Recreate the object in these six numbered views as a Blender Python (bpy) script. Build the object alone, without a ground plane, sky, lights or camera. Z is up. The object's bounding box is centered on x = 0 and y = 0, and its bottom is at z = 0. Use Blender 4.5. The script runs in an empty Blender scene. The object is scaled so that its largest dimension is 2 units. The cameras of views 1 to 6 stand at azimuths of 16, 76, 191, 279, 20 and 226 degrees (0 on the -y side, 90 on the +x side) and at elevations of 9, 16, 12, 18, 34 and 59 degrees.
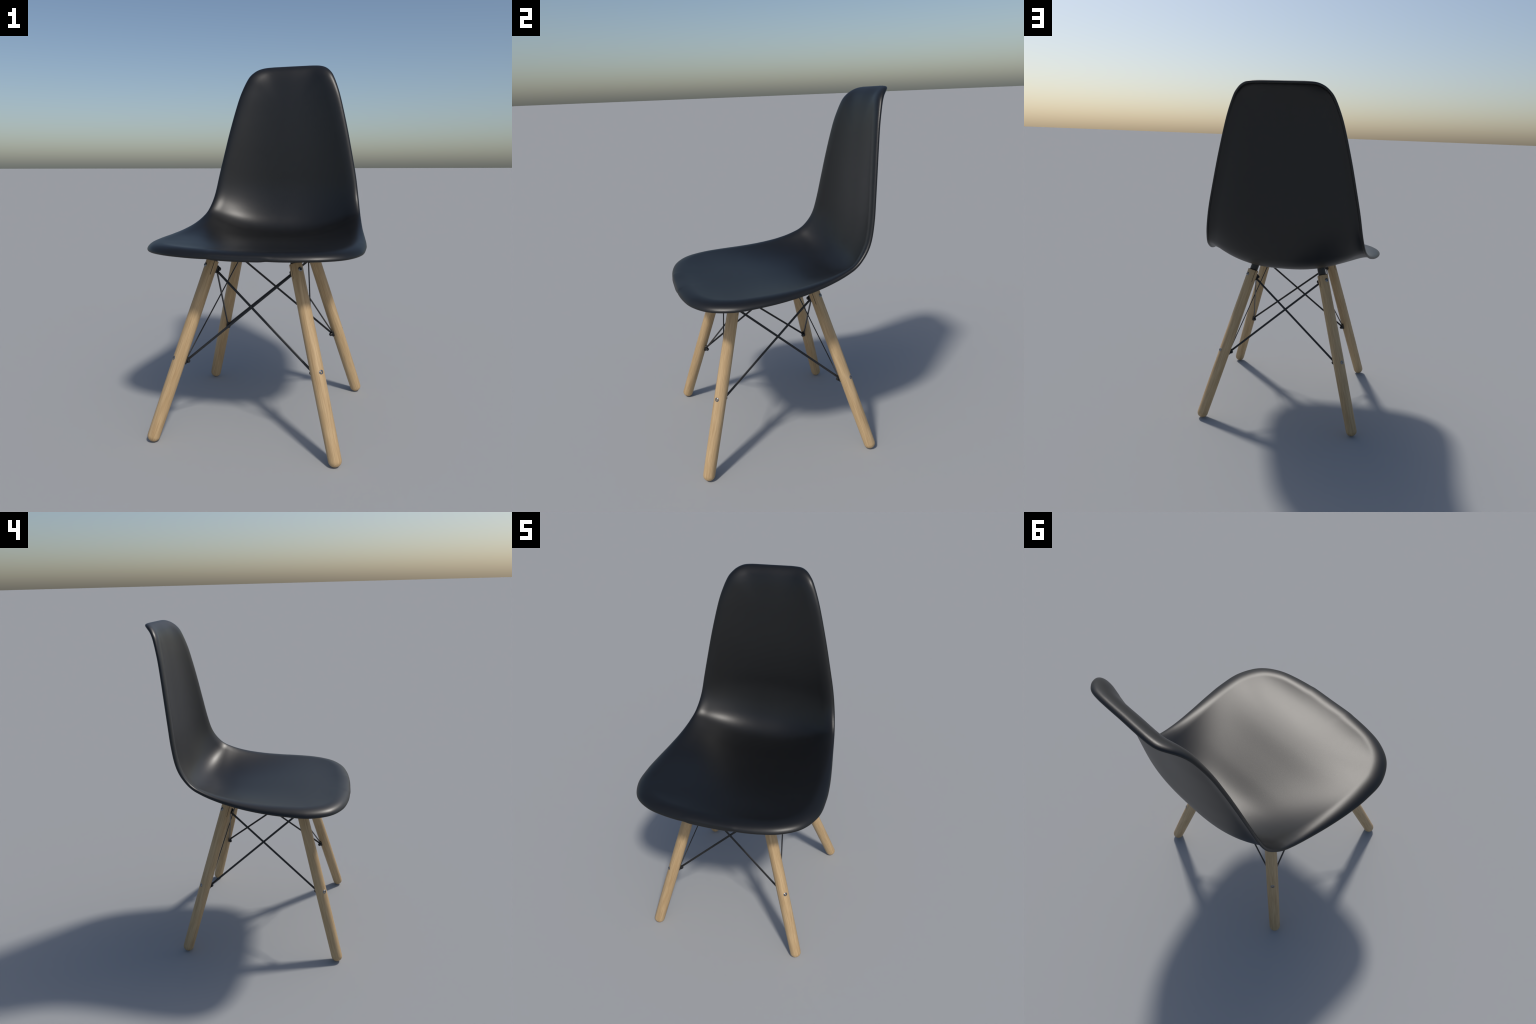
"""Moulded black shell chair on four splayed wooden legs with crossed steel bracing."""
import math
import numpy as np

# ----------------------------------------------------------------- measures
TURN = math.radians(0.72)          # the chair stands very slightly turned
SHIFT_X = -0.0054

# shell: middle profile of the upper (sitting) surface, top -> front, (y, z)
MIDDLE = [(0.596, 2.018), (0.538, 1.935), (0.511, 1.832), (0.495, 1.700),
          (0.482, 1.539), (0.473, 1.378), (0.464, 1.247), (0.438, 1.130),
          (0.397, 1.041), (0.325, 0.987), (0.214, 0.970), (0.080, 0.974),
          (-0.060, 0.980), (-0.200, 0.988), (-0.330, 0.991), (-0.460, 0.987),
          (-0.550, 0.986), (-0.612, 0.984)]
# shell: outer edge of the rolled lip, top middle -> front middle, right half (x, y, z)
EDGE = [(0.000, 0.599, 1.9985), (0.070, 0.600, 1.9985), (0.131, 0.599, 1.9980), (0.177, 0.592, 1.9950),
        (0.214, 0.569, 1.9830), (0.244, 0.542, 1.9590), (0.266, 0.523, 1.9290), (0.296, 0.499, 1.8600),
        (0.323, 0.479, 1.7770), (0.365, 0.452, 1.6150), (0.401, 0.428, 1.4540), (0.428, 0.408, 1.3250),
        (0.447, 0.380, 1.2130), (0.462, 0.330, 1.1360), (0.478, 0.257, 1.0830), (0.499, 0.141, 1.0415),
        (0.522, 0.014, 1.0145), (0.541, -0.112, 0.9985), (0.551, -0.235, 0.9885), (0.543, -0.367, 0.9785),
        (0.485, -0.485, 0.9745), (0.385, -0.555, 0.9725), (0.264, -0.588, 0.9705), (0.122, -0.603, 0.9675),
        (0.000, -0.605, 0.9655)]
LIP_DROP = [0.043, 0.032, 0.036, 0.035, 0.032, 0.043, 0.043]  # how far the lip rolls over, top middle -> front middle
LIP_WIDTH = [0.080, 0.078, 0.076, 0.076, 0.080, 0.092, 0.095]
LIP_TURN = 1.30                    # how far the lip curls round, radians
DISH_POWER = [3.0, 3.0, 3.0, 2.7, 2.45, 2.6, 2.7, 2.7]   # how flat the dish is, top -> front
SHELL_THICK = 0.014


def curve(points, count, mirror=False):
    """Smooth curve through control points, evenly spaced along its length."""
    p = np.asarray(points, float)
    if mirror:
        m = np.array([-1.0, 1.0, 1.0])
        ext = np.vstack([p[1] * m, p, p[-2] * m])
    else:
        ext = np.vstack([2 * p[0] - p[1], p, 2 * p[-1] - p[-2]])
    k = len(p) - 1
    t = np.linspace(0, k, 60 * k + 1)
    i = np.minimum(t.astype(int), k - 1)
    f = (t - i)[:, None]
    a, b, c, d = ext[i], ext[i + 1], ext[i + 2], ext[i + 3]
    q = 0.5 * (2 * b + (c - a) * f + (2 * a - 5 * b + 4 * c - d) * f ** 2 + (3 * b - 3 * c + d - a) * f ** 3)
    s = np.concatenate([[0], np.cumsum(np.linalg.norm(np.diff(q, axis=0), axis=1))])
    w = np.linspace(0, s[-1], count)
    return np.stack([np.interp(w, s, q[:, j]) for j in range(q.shape[1])], 1), s[-1]


def smooth(v, times):
    for _ in range(times):
        e = np.concatenate([v[:1], v, v[-1:]])
        v = (e[:-2] + 2 * e[1:-1] + e[2:]) / 4
    return v


def shell_surface(n_edge=260, n_ring=48, middle=None, edge=None, drop=None, width=None, power=None, side_from=0.055, side_to=0.88):
    """Upper surface of the shell as rings from the spine out to the lip.

    Every point is (sideways X, station S along the middle profile, height above it)."""
    middle = MIDDLE if middle is None else middle
    edge = EDGE if edge is None else edge
    drop = LIP_DROP if drop is None else drop
    width = LIP_WIDTH if width is None else width
    power = DISH_POWER if power is None else power
    prof, length = curve(middle, 800)
    prof = np.stack([smooth(prof[:, 0], 60), smooth(prof[:, 1], 60)], 1)
    st = np.linspace(0, length, 800)
    tan = np.gradient(prof, st, axis=0)
    tan /= np.linalg.norm(tan, axis=1)[:, None]
    nor = np.stack([tan[:, 1], -tan[:, 0]], 1)             # towards the sitter
    if nor[400, 1] < 0:
        nor = -nor
    rim, _ = curve(edge, n_edge, mirror=True)
    # station and height of every rim point over the middle profile
    d = rim[:, None, 1:] - prof[None]
    along = np.abs((d * tan[None]).sum(2)) + 0.25 * np.linalg.norm(d, axis=2)
    k = along.argmin(1)
    S = st[k] + (d[np.arange(len(k)), k] * tan[k]).sum(1)
    hE = (d[np.arange(len(k)), k] * nor[k]).sum(1)
    S, hE = smooth(S, 2), smooth(hE, 2)
    X = rim[:, 0]
    t = np.linspace(0, 1, n_edge)
    drop, width = (smooth(np.interp(t, np.linspace(0, 1, len(v)), v), 40)[:, None] for v in (drop, width))
    M = smooth(np.clip(S, 0.36, length - 0.42), 10)        # foot of every ray on the spine
    O = np.stack([X, S], 1)
    foot = np.stack([0 * X, M], 1)
    reach = np.linalg.norm(O - foot, axis=1)[:, None]
    # rings: the dish first, then the lip, which turns down along an elliptic arc
    n_lip = n_ring // 3
    inner = 1 - (1 - np.linspace(0, 1, n_ring - n_lip)) ** 1.15
    rho_in = inner[None] * (1 - width / reach)
    turn = np.linspace(0, LIP_TURN, n_lip + 1)[None, 1:]
    rho = np.concatenate([rho_in, 1 - (width / reach) * (1 - np.sin(turn) / math.sin(LIP_TURN))], 1)
    fall = np.concatenate([0 * rho_in, drop * (1 - np.cos(turn)) / (1 - math.cos(LIP_TURN))], 1)
    P = foot[:, None] + rho[..., None] * (O - foot)[:, None]
    # dish: rises towards the sides, row by row; what is left at the rim fades inwards
    body = (S > side_from * length) & (S < side_to * length)
    row_x = lambda q: np.interp(q, smooth(S[body], 3), smooth(X[body], 12))
    row_h = lambda q: np.interp(q, smooth(S[body], 3), smooth((hE + drop[:, 0])[body], 12))
    ease = lambda v: np.clip(v, 0, 1) ** 2 * (3 - 2 * np.clip(v, 0, 1))
    ends = lambda q: ease(q / 0.40)                        # level across at the top edge
    dish = lambda x, q: ends(q) * row_h(q) * (np.abs(x) / row_x(q)) ** np.interp(q, np.linspace(0, length, len(power)), power)
    rest = smooth(hE + drop[:, 0] - dish(X, S), 4)[:, None]
    h = dish(P[..., 0], P[..., 1]) + rest * rho ** 4 - fall
    s = P[..., 1]
    pos = np.empty(P.shape[:2] + (3,))
    sc = np.clip(s, 0, length)
    over = s - sc
    for j in range(2):
        pj, nj, tj = (np.interp(sc, st, v[:, j]) for v in (prof, nor, tan))
        pos[..., 1 + j] = pj + over * tj + h * nj
    pos[..., 0] = P[..., 0]
    return pos


def shell_mesh(n_edge=260, n_ring=48, thick=None, **kw):
    """Closed thin shell: vertices, faces, both skins and a rounded rim."""
    thick = SHELL_THICK if thick is None else thick
    half = shell_surface(n_edge, n_ring, **kw)
    n, m = half.shape[:2]
    left = half[1:-1][::-1] * np.array([-1.0, 1, 1])
    grid = np.concatenate([half, left])                    # closed loop round the rim
    loop = len(grid)
    verts = grid.reshape(-1, 3).copy()
    idx = np.arange(loop * m).reshape(loop, m)
    # spine: right and left share it
    for i in range(1, n - 1):
        idx[loop - i, 0] = idx[i, 0]
    faces = []
    for i in range(loop):
        j = (i + 1) % loop
        for r in range(m - 1):
            f = [idx[i, r], idx[i, r + 1], idx[j, r + 1], idx[j, r]]
            faces.append(f)
    # merge coincident spine vertices
    key, remap = {}, np.arange(len(verts))
    for v in np.unique(idx[:, 0]):
        q = tuple(np.round(verts[v], 5))
        remap[v] = key.setdefault(q, v)
    out = []
    for f in faces:
        g = []
        for v in f:
            w = remap[v]
            if w not in g:
                g.append(int(w))
        if len(g) > 2:
            out.append(g)
    faces = out
    used = np.unique(np.concatenate([np.array(f) for f in faces]))
    back = -np.ones(len(verts), int)
    back[used] = np.arange(len(used))
    verts = verts[used]
    faces = [[int(back[v]) for v in f] for f in faces]
    rim = [int(back[remap[idx[i, m - 1]]]) for i in range(loop)]
    # vertex normals (area weighted)
    nrm = np.zeros_like(verts)
    for f in faces:
        p = verts[f]
        a = np.cross(p[2] - p[0], (p[3] if len(f) > 3 else p[1]) - p[1 if len(f) > 3 else 0])
        if len(f) == 3:
            a = np.cross(p[1] - p[0], p[2] - p[0])
        nrm[f] += a
    nrm /= np.linalg.norm(nrm, axis=1)[:, None] + 1e-12
    if nrm[:, 2].mean() < 0:
        nrm = -nrm
        faces = [f[::-1] for f in faces]
    V = len(verts)
    under = verts - thick * nrm
    allv = [verts, under]
    allf = list(faces) + [[v + V for v in f][::-1] for f in faces]
    # rounded rim
    seg = 5
    rim_a = np.array(rim)
    centre = (verts[rim_a] + under[rim_a]) / 2
    up = nrm[rim_a]
    run = np.roll(centre, -1, 0) - np.roll(centre, 1, 0)
    outw = np.cross(run, up)
    outw /= np.linalg.norm(outw, axis=1)[:, None]
    mid = verts.mean(0)
    if ((centre - mid) * outw).sum() < 0:
        outw = -outw
    rows = [rim_a]
    base = 2 * V
    for q in range(1, seg):
        a = math.pi * q / seg
        allv.append(centre + thick / 2 * (math.cos(a) * up + math.sin(a) * outw))
        rows.append(np.arange(base, base + loop))
        base += loop
    rows.append(rim_a + V)
    for q in range(seg):
        for i in range(loop):
            j = (i + 1) % loop
            allf.append([int(rows[q][i]), int(rows[q + 1][i]), int(rows[q + 1][j]), int(rows[q][j])])
    return np.vstack(allv), allf


# base, in the chair's own frame: square on plan, four-fold
BASE_Y = -0.0770
LEG_R = 0.0324
LEG_TOP = 0.908                    # axis height of the sawn top
SLOT_AT = 0.12 * LEG_R             # saw slot, off the leg's middle
LOW_BOLT, HIGH_BOLT = 0.410, 0.876


def leg_axis(z, sx, sy):
    return np.array([sx * (0.3548 - 0.278 * (z - 0.41)), BASE_Y + sy * (0.3622 - 0.272 * (z - 0.41)), z])


# =================================================================== blender
def build():
    import bpy
    import bmesh
    from mathutils import Matrix, Vector

    scene = bpy.context.scene

    # ------------------------------------------------------------- materials
    def material(name):
        m = bpy.data.materials.new(name)
        m.use_nodes = True
        nt = m.node_tree
        return m, nt, nt.nodes["Principled BSDF"]

    def node(nt, kind, **inputs):
        n = nt.nodes.new(kind)
        for k, v in inputs.items():
            n.inputs[k].default_value = v
        return n

    def plastic():
        m, nt, b = material("black_plastic")
        tc = node(nt, "ShaderNodeTexCoord")
        grain = node(nt, "ShaderNodeTexNoise", Scale=330.0, Detail=1.0, Roughness=0.5)
        nt.links.new(tc.outputs["Object"], grain.inputs["Vector"])
        bump = node(nt, "ShaderNodeBump", Strength=0.09, Distance=0.002)
        nt.links.new(grain.outputs["Fac"], bump.inputs["Height"])
        nt.links.new(bump.outputs["Normal"], b.inputs["Normal"])
        b.inputs["Base Color"].default_value = (0.0062, 0.0065, 0.0070, 1)
        b.inputs["Roughness"].default_value = 0.40
        b.inputs["Specular IOR Level"].default_value = 0.5
        return m

    def wood():
        m, nt, b = material("pale_beech_wood")
        tc = node(nt, "ShaderNodeTexCoord")
        info = node(nt, "ShaderNodeObjectInfo")
        off = node(nt, "ShaderNodeVectorMath")
        off.operation = "SCALE"
        off.inputs[0].default_value = (3.1, 5.7, 2.3)
        nt.links.new(info.outputs["Random"], off.inputs["Scale"])
        add = node(nt, "ShaderNodeVectorMath")
        add.operation = "ADD"
        nt.links.new(tc.outputs["Object"], add.inputs[0])
        nt.links.new(off.outputs[0], add.inputs[1])
        # fibres run along the leg, tilted a little so the figure slants and closes in arches
        slow = node(nt, "ShaderNodeMapping", Rotation=(0.10, 0.07, 0.0), Scale=(26.0, 26.0, 2.2))
        fine = node(nt, "ShaderNodeMapping", Rotation=(0.05, 0.03, 0.0), Scale=(230.0, 230.0, 9.0))
        for mp in (slow, fine):
            nt.links.new(add.outputs[0], mp.inputs["Vector"])
        n1 = node(nt, "ShaderNodeTexNoise", Scale=1.0, Detail=3.0, Roughness=0.55, Distortion=0.6)
        n2 = node(nt, "ShaderNodeTexNoise", Scale=1.0, Detail=3.0, Roughness=0.6)
        nt.links.new(slow.outputs[0], n1.inputs["Vector"])
        nt.links.new(fine.outputs[0], n2.inputs["Vector"])
        mix = node(nt, "ShaderNodeMix")
        mix.inputs["Factor"].default_value = 0.55
        nt.links.new(n1.outputs["Fac"], mix.inputs["A"])
        nt.links.new(n2.outputs["Fac"], mix.inputs["B"])
        ramp = node(nt, "ShaderNodeValToRGB")
        e = ramp.color_ramp.elements
        e[0].position, e[0].color = 0.36, (0.400, 0.262, 0.128, 1)
        e[1].position, e[1].color = 0.64, (0.580, 0.412, 0.228, 1)
        nt.links.new(mix.outputs["Result"], ramp.inputs["Fac"])
        nt.links.new(ramp.outputs["Color"], b.inputs["Base Color"])
        bump = node(nt, "ShaderNodeBump", Strength=0.10, Distance=0.001)
        nt.links.new(n2.outputs["Fac"], bump.inputs["Height"])
        nt.links.new(bump.outputs["Normal"], b.inputs["Normal"])
        b.inputs["Roughness"].default_value = 0.5
        b.inputs["Specular IOR Level"].default_value = 0.35
        return m

    def painted(name, colour, rough, metallic=0.0):
        m, nt, b = material(name)
        tc = node(nt, "ShaderNodeTexCoord")
        grain = node(nt, "ShaderNodeTexNoise", Scale=60.0, Detail=2.0)
        nt.links.new(tc.outputs["Object"], grain.inputs["Vector"])
        ramp = node(nt, "ShaderNodeMapRange")
        ramp.inputs["To Min"].default_value = rough - 0.06
        ramp.inputs["To Max"].default_value = rough + 0.06
        nt.links.new(grain.outputs["Fac"], ramp.inputs["Value"])
        nt.links.new(ramp.outputs["Result"], b.inputs["Roughness"])
        b.inputs["Base Color"].default_value = (*colour, 1)
        b.inputs["Metallic"].default_value = metallic
        return m

    PLASTIC, WOOD = plastic(), wood()
    STEEL = painted("black_painted_steel", (0.011, 0.011, 0.012), 0.42)
    ZINC = painted("dull_zinc", (0.26, 0.265, 0.28), 0.32, 1.0)

    # --------------------------------------------------------------- helpers
    def mesh_from(name, verts, faces, mat, smooth_angle=None):
        me = bpy.data.meshes.new(name)
        me.from_pydata([tuple(map(float, v)) for v in verts], [], faces)
        me.materials.append(mat)
        me.validate()
        me.update()
        if smooth_angle is not None:
            me.polygons.foreach_set("use_smooth", [True] * len(me.polygons))
            me.set_sharp_from_angle(angle=math.radians(smooth_angle))
        return me

    def place(name, me, parent, matrix=None):
        o = bpy.data.objects.new(name, me)
        scene.collection.objects.link(o)
        o.parent = parent
        if matrix is not None:
            o.matrix_local = matrix
        return o

    def lathe(profile, seg=32, closed_ends=True):
        """Turn a list of (radius, height) about the z axis."""
        vs, fs, rings = [], [], []
        for r, z in profile:
            if r < 1e-6:
                rings.append([len(vs)])
                vs.append((0, 0, z))
            else:
                rings.append(list(range(len(vs), len(vs) + seg)))
                vs += [(r * math.cos(2 * math.pi * i / seg), r * math.sin(2 * math.pi * i / seg), z) for i in range(seg)]
        for a, b in zip(rings, rings[1:]):
            for i in range(seg):
                j = (i + 1) % seg
                if len(a) == 1 and len(b) > 1:
                    fs.append([a[0], b[j], b[i]])
                elif len(b) == 1 and len(a) > 1:
                    fs.append([a[i], a[j], b[0]])
                elif len(a) > 1:
                    fs.append([a[i], a[j], b[j], b[i]])
        return vs, fs

    def frame(origin, x, y, z):
        m = Matrix.Identity(4)
        for c, v in enumerate((x, y, z, origin)):
            for r in range(3):
                m[r][c] = float(v[r])
        return m

    def unit(v):
        v = np.asarray(v, float)
        return v / np.linalg.norm(v)

    # ------------------------------------------------------------ the chair
    chair = bpy.data.objects.new("side_chair", None)
    scene.collection.objects.link(chair)
    chair.location = (SHIFT_X, 0, 0)
    chair.rotation_euler = (0, 0, TURN)
    chair["label"] = "black moulded shell chair with splayed wooden legs"
    chair["category"] = "chair"

    # shell: one smooth surface, parted into seat and backrest at the bend
    verts, faces = shell_mesh()
    whole = mesh_from("shell", verts, faces, PLASTIC, 180)
    bm = bmesh.new()
    bm.from_mesh(whole)
    bmesh.ops.recalc_face_normals(bm, faces=bm.faces)
    bm.to_mesh(whole)
    bm.free()
    normals = [tuple(v.normal) for v in whole.vertices]

    def region(name, keep):
        ids, fs, remap = [], [], {}
        for p in whole.polygons:
            if keep(p.center):
                g = []
                for v in p.vertices:
                    if v not in remap:
                        remap[v] = len(ids)
                        ids.append(v)
                    g.append(remap[v])
                fs.append(g)
        me = bpy.data.meshes.new(name)
        me.from_pydata([tuple(whole.vertices[v].co) for v in ids], [], fs)
        me.materials.append(PLASTIC)
        me.polygons.foreach_set("use_smooth", [True] * len(fs))
        me.normals_split_custom_set_from_vertices([normals[v] for v in ids])
        return place(name, me, chair)

    bend = lambda c: (c.z - 1.06) + 0.75 * (c.y - 0.33) > 0
    region("backrest", bend)
    region("seat", lambda c: not bend(c))
    bpy.data.meshes.remove(whole)

    # ------------------------------------------------------------------ legs
    leg_mesh = None
    screw_mesh = nut_mesh = socket_mesh = tab_mesh = blade_mesh = None
    corners = [(1, -1), (1, 1), (-1, 1), (-1, -1)]          # round the chair
    bolts = []
    for sx, sy in corners:
        low, high = leg_axis(0.0, sx, sy), leg_axis(LEG_TOP, sx, sy)
        axis = unit(high - low)
        out = np.array([axis[0], axis[1], 0.0])
        out = -unit(out)
        out = unit(out - axis * (out @ axis))               # outward, square to the leg
        side = np.cross(axis, out)
        tip = LEG_R * 0.95                                  # the rounded foot
        foot = low + axis * (tip * (1 / axis[2] - 1))
        length = float(np.linalg.norm(high - foot))
        if leg_mesh is None:
            prof = [(0, 0)]
            for q in range(1, 10):
                a = 0.5 * math.pi * q / 9
                prof.append((LEG_R * math.sin(a) ** 0.9, tip * (1 - math.cos(a))))
            for q in range(1, 12):
                prof.append((LEG_R + 0.0018 * math.sin(math.pi * min(1, 1.15 * q / 11)), tip + (length - tip - 0.002) * q / 11))
            prof += [(LEG_R - 0.002, length), (0, length)]
            vs, fs = lathe(prof, 40)
            leg_mesh = mesh_from("leg", vs, fs, WOOD, 50)
            # saw slot: cut with a thin boolean box
            helper = bpy.data.objects.new("helper", leg_mesh)
            scene.collection.objects.link(helper)
            bpy.ops.mesh.primitive_cube_add(size=1)
            box = bpy.context.object
            box.scale = (0.0034, 0.09, 0.15)
            box.location = (SLOT_AT, 0, length)
            mod = helper.modifiers.new("slot", "BOOLEAN")
            mod.operation, mod.object, mod.solver = "DIFFERENCE", box, "EXACT"
            bpy.context.view_layer.update()
            dg = bpy.context.evaluated_depsgraph_get()
            cut = bpy.data.meshes.new_from_object(helper.evaluated_get(dg))
            bpy.data.objects.remove(helper)
            bpy.data.objects.remove(box)
            bpy.data.meshes.remove(leg_mesh)
            leg_mesh = cut
            leg_mesh.name = "leg"
            leg_mesh.set_sharp_from_angle(angle=math.radians(40))
            # screw: low domed head with a hex recess
            sp = [(0, 0.0012), (0.0048, 0.0012), (0.0050, 0.0030), (0.0072, 0.0035), (0.0098, 0.0025), (0.0117, 0.0004), (0.0120, -0.005), (0, -0.005)]
            vs, fs = lathe(sp[::-1], 24)
            screw_mesh = mesh_from("screw", vs, fs, ZINC, 35)
            screw_mesh.materials.append(STEEL)              # dark hex recess
            for p in screw_mesh.polygons:
                if math.hypot(p.center.x, p.center.y) < 0.0049 and p.center.z > 0:
                    p.material_index = 1
            # nut: washer plus dome
            np_ = [(0, -0.022), (0.006, -0.022), (0.006, 0.0), (0.0125, 0.0), (0.0130, 0.0015), (0.0125, 0.003), (0.0105, 0.003), (0.0105, 0.008),
                   (0.0092, 0.0122), (0.0065, 0.0152), (0.003, 0.0168), (0, 0.017)]
            vs, fs = lathe(np_, 24)
            nut_mesh = mesh_from("nut", vs, fs, STEEL, 40)
            # tab: small rounded plate under the nut that holds two straps
            ring = [(0.0085 * math.cos(q * math.pi / 8), (0.0125 if q <= 8 else -0.0125) + 0.0085 * math.sin(q * math.pi / 8)) for q in range(16)]
            vs = [(x, y, z) for x in (-0.0045, 0.0045) for y, z in ring]
            fs = [list(range(16))[::-1], list(range(16, 32))] + [[i, (i + 1) % 16, 16 + (i + 1) % 16, 16 + i] for i in range(16)]
            tab_mesh = mesh_from("strap_tab", vs, fs, STEEL, 40)
            # socket: round stub between leg and shell (unit height, stretched in place)
            vs, fs = lathe([(0, -0.03), (0.0230, -0.03), (0.0240, 0.0), (0.0240, 1.0), (0, 1.0)], 32)
            socket_mesh = mesh_from("mounting_socket", vs, fs, STEEL, 40)
            # blade: steel plate let into the saw slot
            w = LEG_R - 0.0012
            vs = [(x, y, z) for x in (-0.0013, 0.0013) for y, z in ((-w, -0.0735), (w, -0.0735), (w, 0.004), (-w, 0.004))]
            fs = [[3, 2, 1, 0], [4, 5, 6, 7], [0, 1, 5, 4], [1, 2, 6, 5], [2, 3, 7, 6], [3, 0, 4, 7]]
            blade_mesh = mesh_from("bracket_blade", vs, fs, STEEL)
        leg = place("leg", leg_mesh, chair, frame(foot, out, side, axis))
        place("mounting_socket", socket_mesh, leg, Matrix.Translation((-0.05 * LEG_R, 0, length)) @ Matrix.Diagonal((1, 1, 0.074 if sy < 0 else 0.056, 1)))
        place("bracket_blade", blade_mesh, leg, Matrix.Translation((SLOT_AT, 0, length)))
        for zb in (LOW_BOLT, HIGH_BOLT):
            along = float(np.linalg.norm(leg_axis(zb, sx, sy) - foot))
            to_out = Matrix.Rotation(math.pi / 2, 4, "Y")   # z axis onto the leg's outward axis
            place("screw", screw_mesh, leg, Matrix.Translation((LEG_R + (0.0004 if zb == LOW_BOLT else -0.0006), 0, along)) @ to_out)
            lift = -0.005 if zb == HIGH_BOLT else 0.000
            place("strap_tab", tab_mesh, leg, Matrix.Translation((-LEG_R - 0.005, 0, along + lift)))
            place("nut", nut_mesh, leg, Matrix.Translation((-LEG_R - 0.012, 0, along)) @ to_out @ Matrix.Rotation(math.pi, 4, "X"))
        bolts.append({"low": leg_axis(LOW_BOLT, sx, sy), "high": leg_axis(HIGH_BOLT, sx, sy), "out": out, "axis": axis})

    # --------------------------------------------------------- bracing straps
    STRAP_W, STRAP_T = 0.0125, 0.0055

    def strap(name, a, b, face_out):
        """Flat steel strap from a to b between two tabs."""
        d = unit(b - a)
        n = unit(face_out - d * (face_out @ d))
        w = np.cross(n, d)
        L = float(np.linalg.norm(b - a))
        sec = []
        for q in range(16):                                  # flattened oval section
            t = 2 * math.pi * q / 16
            c, s = math.cos(t), math.sin(t)
            sec.append((STRAP_W / 2 * math.copysign(abs(c) ** 0.55, c), STRAP_T / 2 * math.copysign(abs(s) ** 0.7, s)))
        vs, fs = [], []
        stations = [0.0, 0.5, 1.0]
        for t in stations:
            vs += [(x, y, t * L) for x, y in sec]
        for k in range(len(stations) - 1):
            for i in range(16):
                j = (i + 1) % 16
                fs.append([k * 16 + i, k * 16 + j, (k + 1) * 16 + j, (k + 1) * 16 + i])
        fs += [list(range(16))[::-1], [(len(stations) - 1) * 16 + i for i in range(16)]]
        me = mesh_from(name, vs, fs, STEEL, 60)
        m = frame(a, w, n, d)
        me.polygons.foreach_set("use_smooth", [True] * len(me.polygons))
        me.set_sharp_from_angle(angle=math.radians(45))
        return place(name, me, chair, m)

    for i in range(4):
        A, B = bolts[i], bolts[(i + 1) % 4]
        face = unit(A["out"] + B["out"])
        face = unit(np.array([face[0], face[1], 0.25]))
        for hi, lo, gap in ((A, B, 0.0025), (B, A, 0.0075)):
            pa = hi["high"] - hi["out"] * (LEG_R + gap) - hi["axis"] * 0.009
            pb = lo["low"] - lo["out"] * (LEG_R + gap) + lo["axis"] * 0.000
            strap("bracing_rod", pa, pb, face)


if __name__ == "__main__":
    build()
